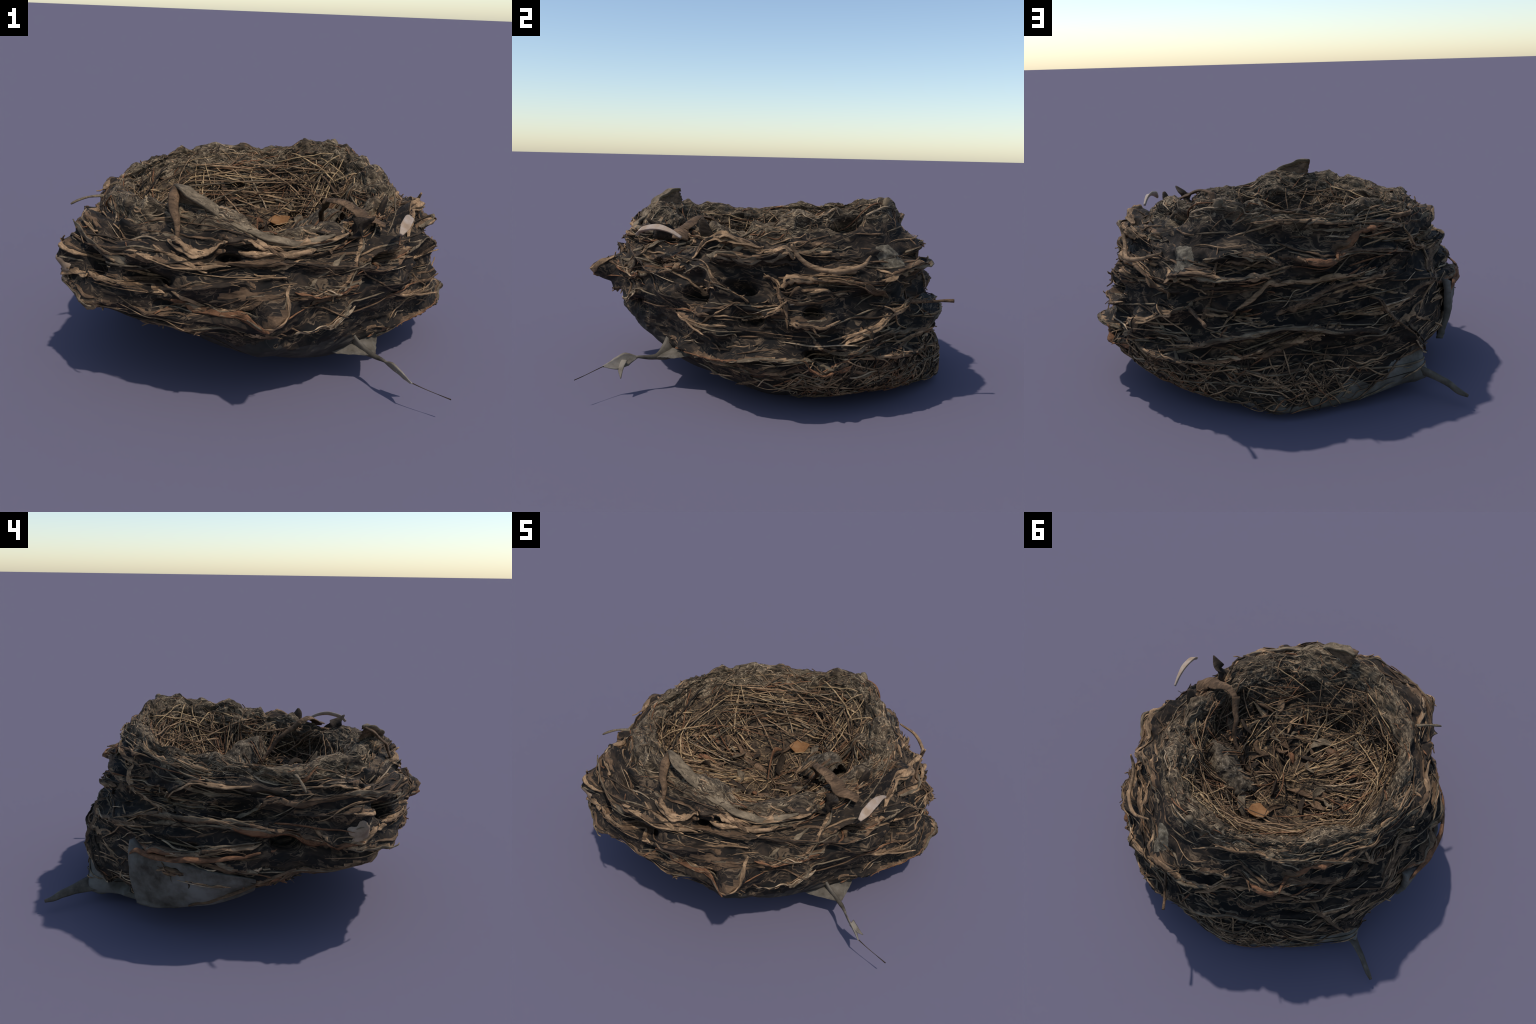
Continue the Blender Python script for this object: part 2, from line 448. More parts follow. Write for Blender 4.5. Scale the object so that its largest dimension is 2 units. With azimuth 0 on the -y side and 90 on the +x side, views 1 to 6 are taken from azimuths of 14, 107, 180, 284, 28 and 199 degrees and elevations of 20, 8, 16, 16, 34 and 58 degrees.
def matted(name, dark, mid, light, line, line_amount=.03, across=26, around=3.2, bump=.35, warp_by=.16, patchy=0.0, line_mix=.8):
    """fibrous mat: streaks and thin pale fibres that run round the nest"""
    m, nt, bsdf = new_mat(name)
    L = nt.links.new
    tc = add(nt, "ShaderNodeTexCoord").outputs["Object"]
    sep = add(nt, "ShaderNodeSeparateXYZ")
    warp = add(nt, "ShaderNodeTexNoise")
    warp.inputs["Scale"].default_value = 7
    warp.inputs["Detail"].default_value = 3
    L(tc, warp.inputs["Vector"])
    L(tc, sep.inputs[0])
    wv = math_node(nt, "MULTIPLY", math_node(nt, "SUBTRACT", warp.outputs["Fac"], .5), warp_by)
    x, y, z = sep.outputs
    r = math_node(nt, "SQRT", math_node(nt, "ADD", math_node(nt, "MULTIPLY", x, x), math_node(nt, "ADD", math_node(nt, "MULTIPLY", y, y), .0004)))
    comb = add(nt, "ShaderNodeCombineXYZ")
    L(math_node(nt, "MULTIPLY", math_node(nt, "DIVIDE", x, r), around), comb.inputs[0])
    L(math_node(nt, "MULTIPLY", math_node(nt, "DIVIDE", y, r), around), comb.inputs[1])
    L(math_node(nt, "MULTIPLY", math_node(nt, "ADD", z, wv), across), comb.inputs[2])
    w = math_node(nt, "MULTIPLY", math_node(nt, "SUBTRACT", r, wv), across)
    streak = add(nt, "ShaderNodeTexNoise", noise_dimensions="4D")
    streak.inputs["Scale"].default_value = 1
    streak.inputs["Detail"].default_value = 6
    streak.inputs["Roughness"].default_value = .62
    L(comb.outputs[0], streak.inputs["Vector"])
    L(w, streak.inputs["W"])
    base = ramp(nt, [(.36, dark), (.50, mid), (.68, light)])
    L(streak.outputs["Fac"], base.inputs[0])
    col = base.outputs[0]
    for k, (ac, ar) in enumerate(((across * .8, around * .8), (across * 1.3, around * 1.3))):
        n = add(nt, "ShaderNodeTexNoise", noise_dimensions="4D")
        n.inputs["Scale"].default_value = 1
        n.inputs["Detail"].default_value = 2.5
        n.inputs["Distortion"].default_value = .15
        c2 = add(nt, "ShaderNodeVectorMath", operation="MULTIPLY")
        c2.inputs[1].default_value = (ar / around, ar / around, ac / across)
        L(comb.outputs[0], c2.inputs[0])
        L(c2.outputs[0], n.inputs["Vector"])
        L(math_node(nt, "MULTIPLY", w, ac / across), n.inputs["W"])
        d = math_node(nt, "ABSOLUTE", math_node(nt, "SUBTRACT", n.outputs["Fac"], .47 + .06 * k))
        mr = add(nt, "ShaderNodeMapRange", interpolation_type="SMOOTHSTEP")
        mr.inputs["From Min"].default_value = line_amount
        mr.inputs["From Max"].default_value = line_amount * .2
        L(d, mr.inputs["Value"])
        patch = add(nt, "ShaderNodeTexNoise")
        patch.inputs["Scale"].default_value = 9 + 5 * k
        L(tc, patch.inputs["Vector"])
        pr = add(nt, "ShaderNodeMapRange")
        pr.inputs["From Min"].default_value = .42
        pr.inputs["From Max"].default_value = .62
        L(patch.outputs["Fac"], pr.inputs["Value"])
        col = mix(nt, math_node(nt, "MULTIPLY", math_node(nt, "MULTIPLY", mr.outputs[0], pr.outputs[0]), line_mix), col, line)
    if patchy:
        pn = add(nt, "ShaderNodeTexNoise")
        pn.inputs["Scale"].default_value = 16
        pn.inputs["Detail"].default_value = 4
        L(tc, pn.inputs["Vector"])
        pm = add(nt, "ShaderNodeMapRange")
        pm.inputs["From Min"].default_value = .42
        pm.inputs["From Max"].default_value = .60
        L(pn.outputs["Fac"], pm.inputs["Value"])
        col = mix(nt, math_node(nt, "MULTIPLY", pm.outputs[0], patchy), col, dark)
    L(col, bsdf.inputs["Base Color"])
    bsdf.inputs["Roughness"].default_value = .85
    bsdf.inputs["Specular IOR Level"].default_value = .2
    bp = add(nt, "ShaderNodeBump")
    bp.inputs["Strength"].default_value = bump
    bp.inputs["Distance"].default_value = .012
    L(streak.outputs["Fac"], bp.inputs["Height"])
    L(bp.outputs[0], bsdf.inputs["Normal"])
    return m

def mottled(name, a, b, c, scale=30, rough=.8, bump=.3, detail=5, stretch=(1, 1, 1)):
    m, nt, bsdf = new_mat(name)
    L = nt.links.new
    tc = add(nt, "ShaderNodeTexCoord").outputs["Object"]
    mp = add(nt, "ShaderNodeMapping")
    mp.inputs["Scale"].default_value = stretch
    L(tc, mp.inputs["Vector"])
    n = add(nt, "ShaderNodeTexNoise")
    n.inputs["Scale"].default_value = scale
    n.inputs["Detail"].default_value = detail
    n.inputs["Roughness"].default_value = .65
    L(mp.outputs[0], n.inputs["Vector"])
    r = ramp(nt, [(.34, a), (.5, b), (.66, c)])
    L(n.outputs["Fac"], r.inputs[0])
    L(r.outputs[0], bsdf.inputs["Base Color"])
    bsdf.inputs["Roughness"].default_value = rough
    bsdf.inputs["Specular IOR Level"].default_value = .25
    bp = add(nt, "ShaderNodeBump")
    bp.inputs["Strength"].default_value = bump
    bp.inputs["Distance"].default_value = .004
    L(n.outputs["Fac"], bp.inputs["Height"])
    L(bp.outputs[0], bsdf.inputs["Normal"])
    return m

def tone(c, k):
    return tuple(v * k for v in c)

def strand_mat(name, c):
    return matted(name, tone(c, .35), tone(c, .95), tone(c, 1.4), tone(c, 1.75), across=70, around=7, bump=.4, warp_by=.05, patchy=.6)

M_WALL = matted("matted_wall", (.007, .006, .005), (.0145, .0105, .0075), (.044, .0285, .0175), (.175, .115, .067), line_mix=.65)  # base colour darkened to near-black: gap shadow between strands is baked into it
M_RIM = matted("matted_rim", (.012, .0085, .0055), (.054, .037, .022), (.19, .134, .08), (.34, .245, .148), across=44, around=6, bump=.9, warp_by=.12)
M_CUP = matted("matted_lining", (.013, .0092, .0062), (.045, .030, .0185), (.12, .078, .043), (.27, .178, .092), across=30, around=6, bump=.5)
M_BASE = matted("stained_underside", (.016, .014, .012), (.026, .022, .018), (.048, .039, .031), (.07, .055, .042), line_amount=.012, across=10, bump=.1)
M_GREY = mottled("grey_crust", (.035, .026, .017), (.105, .092, .073), (.165, .15, .13), scale=6, bump=.3, detail=8)
TONES = dict(
    tan=strand_mat("tan_leaf", (.29, .178, .096)), brown=strand_mat("brown_leaf", (.135, .080, .044)),
    grey=strand_mat("weathered_leaf", (.165, .120, .074)), dark=strand_mat("dark_leaf", (.045, .030, .019)),
    rust=strand_mat("rusty_leaf", (.19, .088, .042)), pale=strand_mat("pale_leaf", (.40, .28, .17)),
    gold=mottled("golden_straw", (.15, .092, .045), (.35, .225, .11), (.50, .34, .18), scale=26, bump=.2))
M_HUSK = mottled("husk_skin", (.20, .135, .085), (.31, .21, .135), (.38, .30, .24), scale=9, rough=.5, bump=.05)
M_LICHEN = mottled("lichen_crust", (.03, .022, .014), (.095, .076, .05), (.20, .165, .115), scale=34, bump=.5)
M_MUD = matted("mouldy_leaf", (.018, .013, .0085), (.075, .055, .035), (.22, .165, .107), (.34, .265, .175), across=34, around=9, bump=.9, warp_by=.2)
M_ORANGE = mottled("orange_leaf", (.12, .055, .02), (.22, .10, .035), (.27, .14, .06), scale=12, bump=.1)
M_TAIL_LEAF = mottled("bleached_leaf", (.085, .066, .047), (.20, .165, .125), (.29, .245, .20), scale=9, bump=.1)
M_MEMBRANE = mottled("dry_membrane", (.045, .036, .026), (.105, .086, .064), (.18, .152, .12), scale=8, bump=.1)

# ------------------------------------------------------------------ objects
ROOT = bpy.data.objects.new("bird_nest", None)
bpy.context.scene.collection.objects.link(ROOT)
ROOT["label"] = "dark lopsided bird nest of woven leaf strips, roots and straw"
ROOT["category"] = "bird nest"

def make_object(name, verts, faces, mats, mat_index=None, kind=None, parent=None, flat=False):
    me = bpy.data.meshes.new(name)
    verts = np.asarray(verts, np.float32)
    if isinstance(faces, np.ndarray):
        k = faces.shape[1]
        loops = faces.astype(np.int32).ravel()
        starts = np.arange(len(faces), dtype=np.int32) * k
        totals = np.full(len(faces), k, np.int32)
    else:
        totals = np.array([len(f) for f in faces], np.int32)
        starts = np.concatenate([[0], np.cumsum(totals)[:-1]]).astype(np.int32)
        loops = np.concatenate([np.asarray(f) for f in faces]).astype(np.int32)
    me.vertices.add(len(verts))
    me.vertices.foreach_set("co", verts.ravel())
    me.loops.add(len(loops))
    me.loops.foreach_set("vertex_index", loops)
    me.polygons.add(len(totals))
    me.polygons.foreach_set("loop_start", starts)
    for m in mats:
        me.materials.append(m)
    if mat_index is not None:
        me.polygons.foreach_set("material_index", np.asarray(mat_index, np.int32))
    me.polygons.foreach_set("use_smooth", np.full(len(totals), not flat))
    me.update(calc_edges=True)
    me.validate()
    ob = bpy.data.objects.new(name, me)
    bpy.context.scene.collection.objects.link(ob)
    ob.parent = parent or ROOT
    if kind:
        ob["kind"] = kind
    return ob

# ------------------------------------------------------------------ the matted core, split by region
def core_parts():
    lev = (.5 * (LEV[1:] + LEV[:-1]))[:, None] + 0 * THETA[None, :]
    mid = .25 * (CORE[1:] + CORE[:-1] + np.roll(CORE[1:], -1, 1) + np.roll(CORE[:-1], -1, 1))
    jag = fbm(mid * 9, 51, 3)
    az = np.degrees(THETA)[None, :] + 0 * lev
    region = np.full(lev.shape, 1)
    region[(lev + .35 * jag) > 9.9] = 2
    region[(lev + .35 * jag) > 12.6] = 3
    lower = np.interp(az[0], [0, 30, 60, 90, 120, 200, 240, 300, 330, 360], [5.3, 5.0, 4.1, 3.1, 2.8, 3.0, 3.6, 4.6, 5.2, 5.3])
    region[(lev + .5 * jag) < lower[None, :]] = 0
    sheet_top = np.interp(az[0], [240, 246, 250, 258, 275, 290, 305], [2, 4.2, 4.4, 5.0, 5.2, 4.2, 2.2], left=0, right=0)
    grey_low = np.interp(az[0], [100, 118, 140, 165, 185, 200, 226, 240], [2, 2.8, 3.0, 2.6, 2.9, 3.5, 3.9, 2.8], left=0, right=0)
    region[(lev + .45 * jag) < np.maximum(sheet_top, grey_low)[None, :]] = 4
    kk = RIDGE[:-1] + .45 * fbm(mid * np.array([10, 10, 18]), 55, 2)
    on = (kk > .74) & ((region == 1) | (region == 2))
    pale = noise(mid * 7, 57)
    region[on & (pale > .25)] = 5
    region[on & (pale <= .25)] = 6
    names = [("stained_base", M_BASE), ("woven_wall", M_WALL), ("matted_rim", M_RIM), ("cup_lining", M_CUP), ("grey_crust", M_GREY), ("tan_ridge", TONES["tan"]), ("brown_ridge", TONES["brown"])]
    a = np.arange((NR - 1))[:, None] * NT
    c = np.arange(NT)[None, :]
    c1 = (c + 1) % NT
    quads = np.stack([a + c, a + c1, a + NT + c1, a + NT + c], -1)
    V = CORE.reshape(-1, 3)
    N = CORE_N.reshape(-1, 3)
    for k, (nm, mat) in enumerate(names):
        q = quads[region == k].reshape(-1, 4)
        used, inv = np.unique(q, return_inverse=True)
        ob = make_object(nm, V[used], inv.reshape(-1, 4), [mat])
        me = ob.data
        if len(me.vertices) == len(used):
            me.normals_split_custom_set_from_vertices(N[used].tolist())

core_parts()

# ------------------------------------------------------------------ strands
def ribbon(P, N, half, thick, twist=0.0, sides=6, cup=0.0):
    """sweep of an oval cross-section; returns verts, quads"""
    P = np.concatenate([P[:1] * 1.001 - P[1:2] * .001, P, P[-1:] * 1.001 - P[-2:-1] * .001])     # closed ends
    N = np.concatenate([N[:1], N, N[-1:]])
    n = len(P)
    def ends(v):
        v = np.broadcast_to(v, (n - 2,))
        return np.concatenate([v[:1] * .02, v, v[-1:] * .02])
    half, thick = ends(half), ends(thick)
    twist = np.concatenate([np.broadcast_to(twist, (n - 2,))[:1], np.broadcast_to(twist, (n - 2,)), np.broadcast_to(twist, (n - 2,))[-1:]])
    T = np.gradient(P, axis=0)
    T[0], T[-1] = T[1], T[-2]
    T /= np.linalg.norm(T, axis=1, keepdims=True) + 1e-12
    N = N - (N * T).sum(1, keepdims=True) * T
    N /= np.linalg.norm(N, axis=1, keepdims=True) + 1e-12
    B = np.cross(T, N)
    half = np.broadcast_to(half, (n,))[:, None, None]
    thick = np.broadcast_to(thick, (n,))[:, None, None]
    tw = np.broadcast_to(twist, (n,))[:, None, None]
    ang = np.arange(sides) / sides * TAU
    ca, sa = np.cos(ang)[None, :, None], np.sin(ang)[None, :, None]
    Bn, Nn = B[:, None], N[:, None]
    b2 = Bn * np.cos(tw) + Nn * np.sin(tw)
    n2 = -Bn * np.sin(tw) + Nn * np.cos(tw)
    V = P[:, None] + b2 * ca * half + n2 * (sa * thick + cup * half * (ca ** 2 - .5))
    i = np.arange(n - 1)[:, None] * sides
    j = np.arange(sides)[None, :]
    j1 = (j + 1) % sides
    Q = np.stack([i + j, i + j1, i + sides + j1, i + sides + j], -1).reshape(-1, 4)
    V = V.reshape(-1, 3)
    return V, Q

def taper(n, a=.15, lo=.18, power=.8):
    t = np.linspace(0, 1, n)
    return lo + (1 - lo) * np.clip(np.minimum(t, 1 - t) / a, 0, 1) ** power

class Heap:
    """many small strands joined into one part"""
    def __init__(self):
        self.v, self.f, self.m, self.n = [], [], [], 0
    def add(self, V, Q, mat):
        self.v.append(V)
        self.f.append(Q + self.n)
        self.m.append(np.full(len(Q), mat))
        self.n += len(V)
    def build(self, name, mats):
        if self.v:
            make_object(name, np.concatenate(self.v), np.concatenate(self.f), mats, np.concatenate(self.m), kind="stuff")

TONE_NAMES = list(TONES)
TONE_MATS = [TONES[k] for k in TONE_NAMES]

def pick(weights):
    return TONE_NAMES[RNG.choice(len(TONE_NAMES), p=np.array(weights) / sum(weights))]

def lay(th, lv, lift):
    ro = row_of(lv)
    P = sample(CORE, th, ro)
    N = sample(CORE_N, th, ro)
    Ns = sample(BASE_N, th, ro)
    N = N * .5 + Ns * .5
    N /= np.linalg.norm(N, axis=1, keepdims=True)
    return P + N * np.asarray(lift)[..., None], N

def relax(P, k=3):
    for _ in range(k):
        Q = P.copy()
        Q[1:-1] = .5 * P[1:-1] + .25 * (P[:-2] + P[2:])
        P = Q
    return P

def wall_strips():
    heap = Heap()
    size = [q["half"] * (abs(q["th"][-1] - q["th"][0]) + .1) for q in FREE_STRIPS]
    cut = sorted(size)[-285]                                  # the largest stay single objects
    for k, s in enumerate(FREE_STRIPS):
        n = len(s["th"])
        tp = taper(n, .18)
        half = s["half"] * tp * (1 + .55 * noise(np.stack([np.linspace(0, 9, n), np.full(n, k * 2.3), np.zeros(n)], -1), 5))
        t = np.linspace(0, 1, n)
        lift = -.001 + .007 * noise(np.stack([t * 4, np.full(n, k * 1.3), np.zeros(n)], -1), 8)
        endlift = RNG.uniform(0, .03) * np.clip(t - .85, 0, 1) / .15 + RNG.uniform(0, .02) * np.clip(.12 - t, 0, 1) / .12
        P, N = lay(s["th"], s["lv"], lift + endlift)
        P = relax(P, 3)
        P = P + .0045 * np.stack([noise(P * 34, 100 + q) for q in range(3)], -1)
        tw = RNG.uniform(-.5, 1.2) + .8 * noise(np.stack([t * 2.2, np.full(n, k * 3.1), np.zeros(n)], -1), 9)
        V, Q = ribbon(P, N, half, .0028 + .10 * half, tw, sides=8, cup=RNG.uniform(-.5, .5))
        tonename = pick(s["tones"])
        if size[k] >= cut:
            make_object("leaf_strip", V, Q, [TONES[tonename]])
        else:
            heap.add(V, Q, TONE_NAMES.index(tonename))
    heap.build("narrow_strip", TONE_MATS)

wall_strips()

def wall_fibres():
    h = Heap()
    for k in range(640):
        th0 = RNG.uniform(0, 360)
        back = 130 < th0 < 260
        lev0 = RNG.uniform(5.9 if (th0 > 290 or th0 < 70) else 3.2, 10.4)
        if not back and RNG.random() < .6:
            continue
        length = RNG.gamma(2.2, .11) + .05
        slope = RNG.normal(.5 if back else .05, .9 + 1.5 * (RNG.random() < .15))
        n = 16
        th, lv = wall_path(th0, length, lev0, slope, RNG.uniform(.05, .4), 400 + k, n)
        half = RNG.uniform(.0022, .0062) * taper(n, .2)
        P, N = lay(th, lv, RNG.uniform(.001, .010) + .006 * noise(np.stack([np.linspace(0, 4, n), np.full(n, k * 1.9), np.zeros(n)], -1), 18))
        P = relax(P, 2)
        V, Q = ribbon(P, N, half, half * .7, RNG.uniform(0, 3), sides=5)
        h.add(V, Q, TONE_NAMES.index(pick([.26, .26, .16, .14, .06, .12, 0])))
    h.build("root_fibre", TONE_MATS)

wall_fibres()

def low_root_tangle():
    """fine roots that hang over the foot of the back"""
    h = Heap()
    for k in range(230):
        th0 = RNG.uniform(112, 205)
        n = 14
        t = np.linspace(0, 1, n)
        length = RNG.uniform(.05, .3)
        th = math.radians(th0) + t * length * RNG.choice([-1, 1])
        lv = RNG.uniform(2.6, 4.4) + (t - .5) * RNG.normal(0, .9) + .35 * noise(np.stack([t * 5, np.full(n, k * 2.7), np.zeros(n)], -1), 28)
        lv = np.clip(lv, 2.2, 6)
        half = RNG.uniform(.002, .0045) * taper(n, .2)
        P, N = lay(th, lv, .004 + .010 * np.abs(noise(np.stack([t * 4, np.full(n, k * 1.1), np.zeros(n)], -1), 29)))
        V, Q = ribbon(relax(P, 1), N, half, half, 0, sides=5)
        h.add(V, Q, TONE_NAMES.index(pick([.25, .35, .2, .12, .08, 0, 0])))
    h.build("hanging_root", TONE_MATS)

low_root_tangle()

def rim_fibres():
    h = Heap()
    for k in range(1000):
        th0 = RNG.uniform(0, 360)
        n = 12
        t = np.linspace(0, 1, n)
        lev0 = RNG.uniform(9.9, 12.9)
        length = RNG.uniform(.04, .22)
        th = math.radians(th0) + t * length + .03 * noise(np.stack([t * 4, np.full(n, k * 1.7), np.zeros(n)], -1), 38)
        lv = lev0 + (t - .5) * RNG.normal(0, .55) + .2 * noise(np.stack([t * 4, np.full(n, k * 2.7), np.zeros(n)], -1), 39)
        half = RNG.uniform(.0015, .0055) * taper(n, .25)
        P, N = lay(th, np.clip(lv, 9.2, 13.6), RNG.uniform(-.002, .003))
        V, Q = ribbon(relax(P, 2), N, half, half * .45, RNG.uniform(-.6, .6), sides=5)
        h.add(V, Q, TONE_NAMES.index(pick([.20, .24, .30, .16, .04, .06, 0])))
    h.build("rim_fibre", TONE_MATS)

rim_fibres()

def cup_straws():
    h = Heap()
    named = 0
    clumps = [(RNG.normal(283, 24), RNG.uniform(13.0, 15.0), RNG.uniform(-1, 1)) for _ in range(16)]
    for k in range(980):
        n = 10
        t = np.linspace(0, 1, n)
        kind = RNG.choice(5, p=[.34, .18, .11, .17, .20])
        if kind == 0:                        # dense golden clumps on the left side of the bowl
            c = clumps[RNG.integers(len(clumps))]
            th0, lev0 = c[0] + RNG.normal(0, 6), c[1] + RNG.normal(0, .3)
            dth, dlv = .16 * c[2] + RNG.normal(0, .16), 1.2 * (1 - abs(c[2])) + RNG.normal(0, .5)
        elif kind == 4:                      # circling and crossing on the wall, almost to the rim
            th0, lev0 = RNG.uniform(0, 360), RNG.uniform(11.9, 13.8)
            dth, dlv = RNG.normal(.2, .35), RNG.normal(0, 1.0)
        elif kind == 1:                      # upright straws on the right wall
            th0, lev0 = RNG.normal(115, 28), RNG.uniform(12.6, 14.2)
            dth, dlv = RNG.normal(.05, .12), RNG.normal(1.0, .4)
        elif kind == 2:                      # blades that follow the back wall
            th0, lev0 = RNG.normal(190, 40), RNG.uniform(12.4, 14.2)
            dth, dlv = RNG.normal(.45, .25), RNG.normal(0, .25)
        else:
            th0, lev0 = RNG.uniform(0, 360), RNG.uniform(13, 15.8)
            dth, dlv = RNG.normal(.2, .7), RNG.normal(0, .7)
        th = math.radians(th0) + (t - .5) * dth
        lv = np.clip(lev0 + (t - .5) * dlv, 11.7, 16.2)
        P, N = lay(th, lv, np.zeros(n) + RNG.uniform(.002, .014))
        ends = P[:1] + (P[-1:] - P[:1]) * t[:, None]
        P = P * .45 + ends * .55 + N * .006
        half = RNG.uniform(.0016, .0048) * (1.7 if kind == 2 and RNG.random() < .4 else 1) * taper(n, .12, .4)
        V, Q = ribbon(P, N, half, half * .55, RNG.uniform(-.8, .8), sides=5)
        tn = pick([.20, .26, .10, .12, .06, .02, .45 if kind == 0 else .18])
        if named < 260 and (half.max() > .0030):
            make_object("straw", V, Q, [TONES[tn]])
            named += 1
        else:
            h.add(V, Q, TONE_NAMES.index(tn))
    h.build("loose_straw", TONE_MATS)

def cup_litter():
    """curled leaf scraps on the floor of the bowl"""
    for k in range(110):
        a, r = (RNG.normal(.35, .8) if k % 3 == 0 else RNG.uniform(0, TAU)), .47 * math.sqrt(RNG.uniform(.08, 1))
        c = np.array([r * math.sin(a) - .02, -r * math.cos(a), 0])
        d = RNG.normal(0, 1, 3) * (1, 1, .35)
        d *= RNG.uniform(.035, .11) / np.linalg.norm(d)
        q = np.array([-d[1], d[0], 0]) * RNG.uniform(-.5, .5)
        th = np.array([math.atan2(p[0], -p[1]) for p in (c - d, c + q, c + d)])
        rad = np.hypot(*np.stack([(c - d)[:2], (c + q)[:2], (c + d)[:2]], 1))
        ring = np.hypot(CORE[..., 0], CORE[..., 1])
        top = int(row_of(12.5))
        pts = []
        for p_th, p_r, p in zip(th, rad, (c - d, c + q, c + d)):
            col = int((p_th % TAU) / TAU * NT) % NT
            row = top + int(np.argmin(np.abs(ring[top:, col] - p_r)))
            pts.append((p[0], p[1], CORE[row, col, 2] + RNG.uniform(-.01, .035)))
        nrm = np.array([RNG.normal(0, .6), RNG.normal(0, .6), 1.0])
        hw = RNG.uniform(.008, .030)
        piece("leaf_scrap", pts, [hw * .3, hw, hw * .85, hw * .2], TONES[pick([.14, .34, .2, .28, .04, 0, 0])], thick=.003,
              twist=[RNG.uniform(-.8, .8), RNG.uniform(-.8, .8)], normal=nrm / np.linalg.norm(nrm), n=16, cup=RNG.uniform(-.8, .8), sides=8, rough=.006)

cup_straws()

def out_normals(P, up=.35):
    N = np.stack([P[:, 0], P[:, 1], np.full(len(P), up)], -1)
    return N / np.linalg.norm(N, axis=1, keepdims=True)

def piece(name, ctrl, halves, mat, thick=.004, twist=0.0, normal=None, n=36, cup=0.0, sides=8, parent=None, rough=.0):
    P = spline(ctrl, n)
    if rough:
        P = P + rough * np.stack([noise(P * 16, 60 + k) for k in range(3)], -1)
    half = np.interp(np.linspace(0, 1, n), np.linspace(0, 1, len(halves)), halves)
    tw = np.interp(np.linspace(0, 1, n), np.linspace(0, 1, np.size(twist)), np.atleast_1d(twist))
    N = out_normals(P) if normal is None else np.tile(np.array(normal, float), (n, 1))
    V, Q = ribbon(P, N, half, np.minimum(thick, half), tw, sides=sides, cup=cup)
    return make_object(name, V, Q, [mat], parent=parent)

def sheet(name, rows, mat, thick=.008, crumple=.012, nu=50, nv=36, seed=0, torn=.004):
    """crumpled sheet through a small grid of control points"""
    R = np.array([spline(r, nu) for r in rows])
    G = np.stack([spline(R[:, j], nv) for j in range(nu)], 1)
    N = np.cross(np.gradient(G, axis=1), np.gradient(G, axis=0))
    N /= np.linalg.norm(N, axis=-1, keepdims=True) + 1e-9
    N *= np.sign(N[nv // 2, nu // 2, 2]) or 1
    G = G + N * (crumple * (fbm(G * 11, 80 + seed, 3) + .6 * (1 - np.abs(fbm(G * 22, 85 + seed, 2)))))[..., None]
    u, v = np.meshgrid(np.linspace(0, 1, nu), np.linspace(0, 1, nv))
    edge = np.clip(np.minimum(np.minimum(u, 1 - u), np.minimum(v, 1 - v)) * 8, .1, 1)[..., None]
    G = G + (np.random.default_rng(seed).normal(0, torn, G.shape)) * (1 - edge)
    V = np.concatenate([(G + N * thick * .5 * edge).reshape(-1, 3), (G - N * thick * .5 * edge).reshape(-1, 3)])
    o = nu * nv
    F = []
    for i in range(nv - 1):
        for j in range(nu - 1):
            a, b, c, d = i * nu + j, i * nu + j + 1, (i + 1) * nu + j + 1, (i + 1) * nu + j
            F += [(a, b, c, d), (o + d, o + c, o + b, o + a)]
    rim = [j for j in range(nu)] + [i * nu + nu - 1 for i in range(1, nv)] + [(nv - 1) * nu + j for j in range(nu - 2, -1, -1)] + [i * nu for i in range(nv - 2, 0, -1)]
    for a, b in zip(rim, rim[1:] + rim[:1]):
        F.append((b, a, o + a, o + b))
    return make_object(name, V, np.array(F), [mat])

def scab(name, az, z, half_w, half_h, mat, lift=.010, seed=0, level=None):
    """thin crust that lies on the wall, ragged at the edge"""
    n, m = 40, 9
    lv = float(level_of(z)) if level is None else level
    ro = float(row_of(lv))
    p0 = sample(BASE, np.array([math.radians(az)]), np.array([ro]))[0]
    rad = math.hypot(p0[0], p0[1])
    V, ang = [], np.arange(n) / n * TAU
    rag = 1 + .30 * noise(np.stack([np.cos(ang) * 2.2 + seed, np.sin(ang) * 2.2, 0 * ang], -1), 88)
    for k in range(m):
        f = (k + .001) / (m - 1)
        th = math.radians(az) + np.cos(ang) * rag * f * half_w / rad
        rr = ro + np.sin(ang) * rag * f * half_h / .0065
        P, N = sample(CORE, th, rr), sample(BASE_N, th, rr)
        off = lift * (1 - f ** 6 * 1.6) + .004 * noise(P * 40, 89)
        V.append(P + N * off[:, None])
    V = np.array(V)
    for _ in range(2):
        V[1:-1] = .5 * V[1:-1] + .25 * (V[2:] + V[:-2])
    i = np.arange(m - 1)[:, None] * n
    j = np.arange(n)[None, :]
    j1 = (j + 1) % n
    Q = np.stack([i + j, i + n + j, i + n + j1, i + j1], -1).reshape(-1, 4)
    return make_object(name, V.reshape(-1, 3), Q, [mat])

cup_litter()
# long peeled strip that rises to a horn above the front rim
piece("bark_strip", [(-.225, -.678, .945), (-.164, -.718, .930), (-.052, -.738, .885), (.061, -.74, .825), (.165, -.735, .785), (.276, -.71, .76), (.385, -.64, .765), (.45, -.58, .775)],
      [.010, .030, .030, .022, .018, .018, .014, .005], TONES["grey"], thick=.012, twist=[1.1, .9, .6, .4], n=60, cup=.5, sides=12, rough=.012)
piece("bark_strip", [(-.225, -.675, .945), (-.21, -.73, .91), (-.18, -.79, .846), (-.16, -.82, .76)],
      [.010, .026, .018, .008], TONES["brown"], thick=.006, twist=[.8, .5], n=30, cup=-.3, sides=10, rough=.008)
sheet("horn_web", [[(-.225, -.676, .94), (-.06, -.728, .885), (.10, -.735, .805)], [(-.22, -.66, .86), (-.07, -.69, .83), (.10, -.70, .785)], [(-.21, -.64, .79), (-.07, -.66, .775), (.10, -.67, .75)]],
      TONES["brown"], thick=.010, crumple=.008, seed=6)
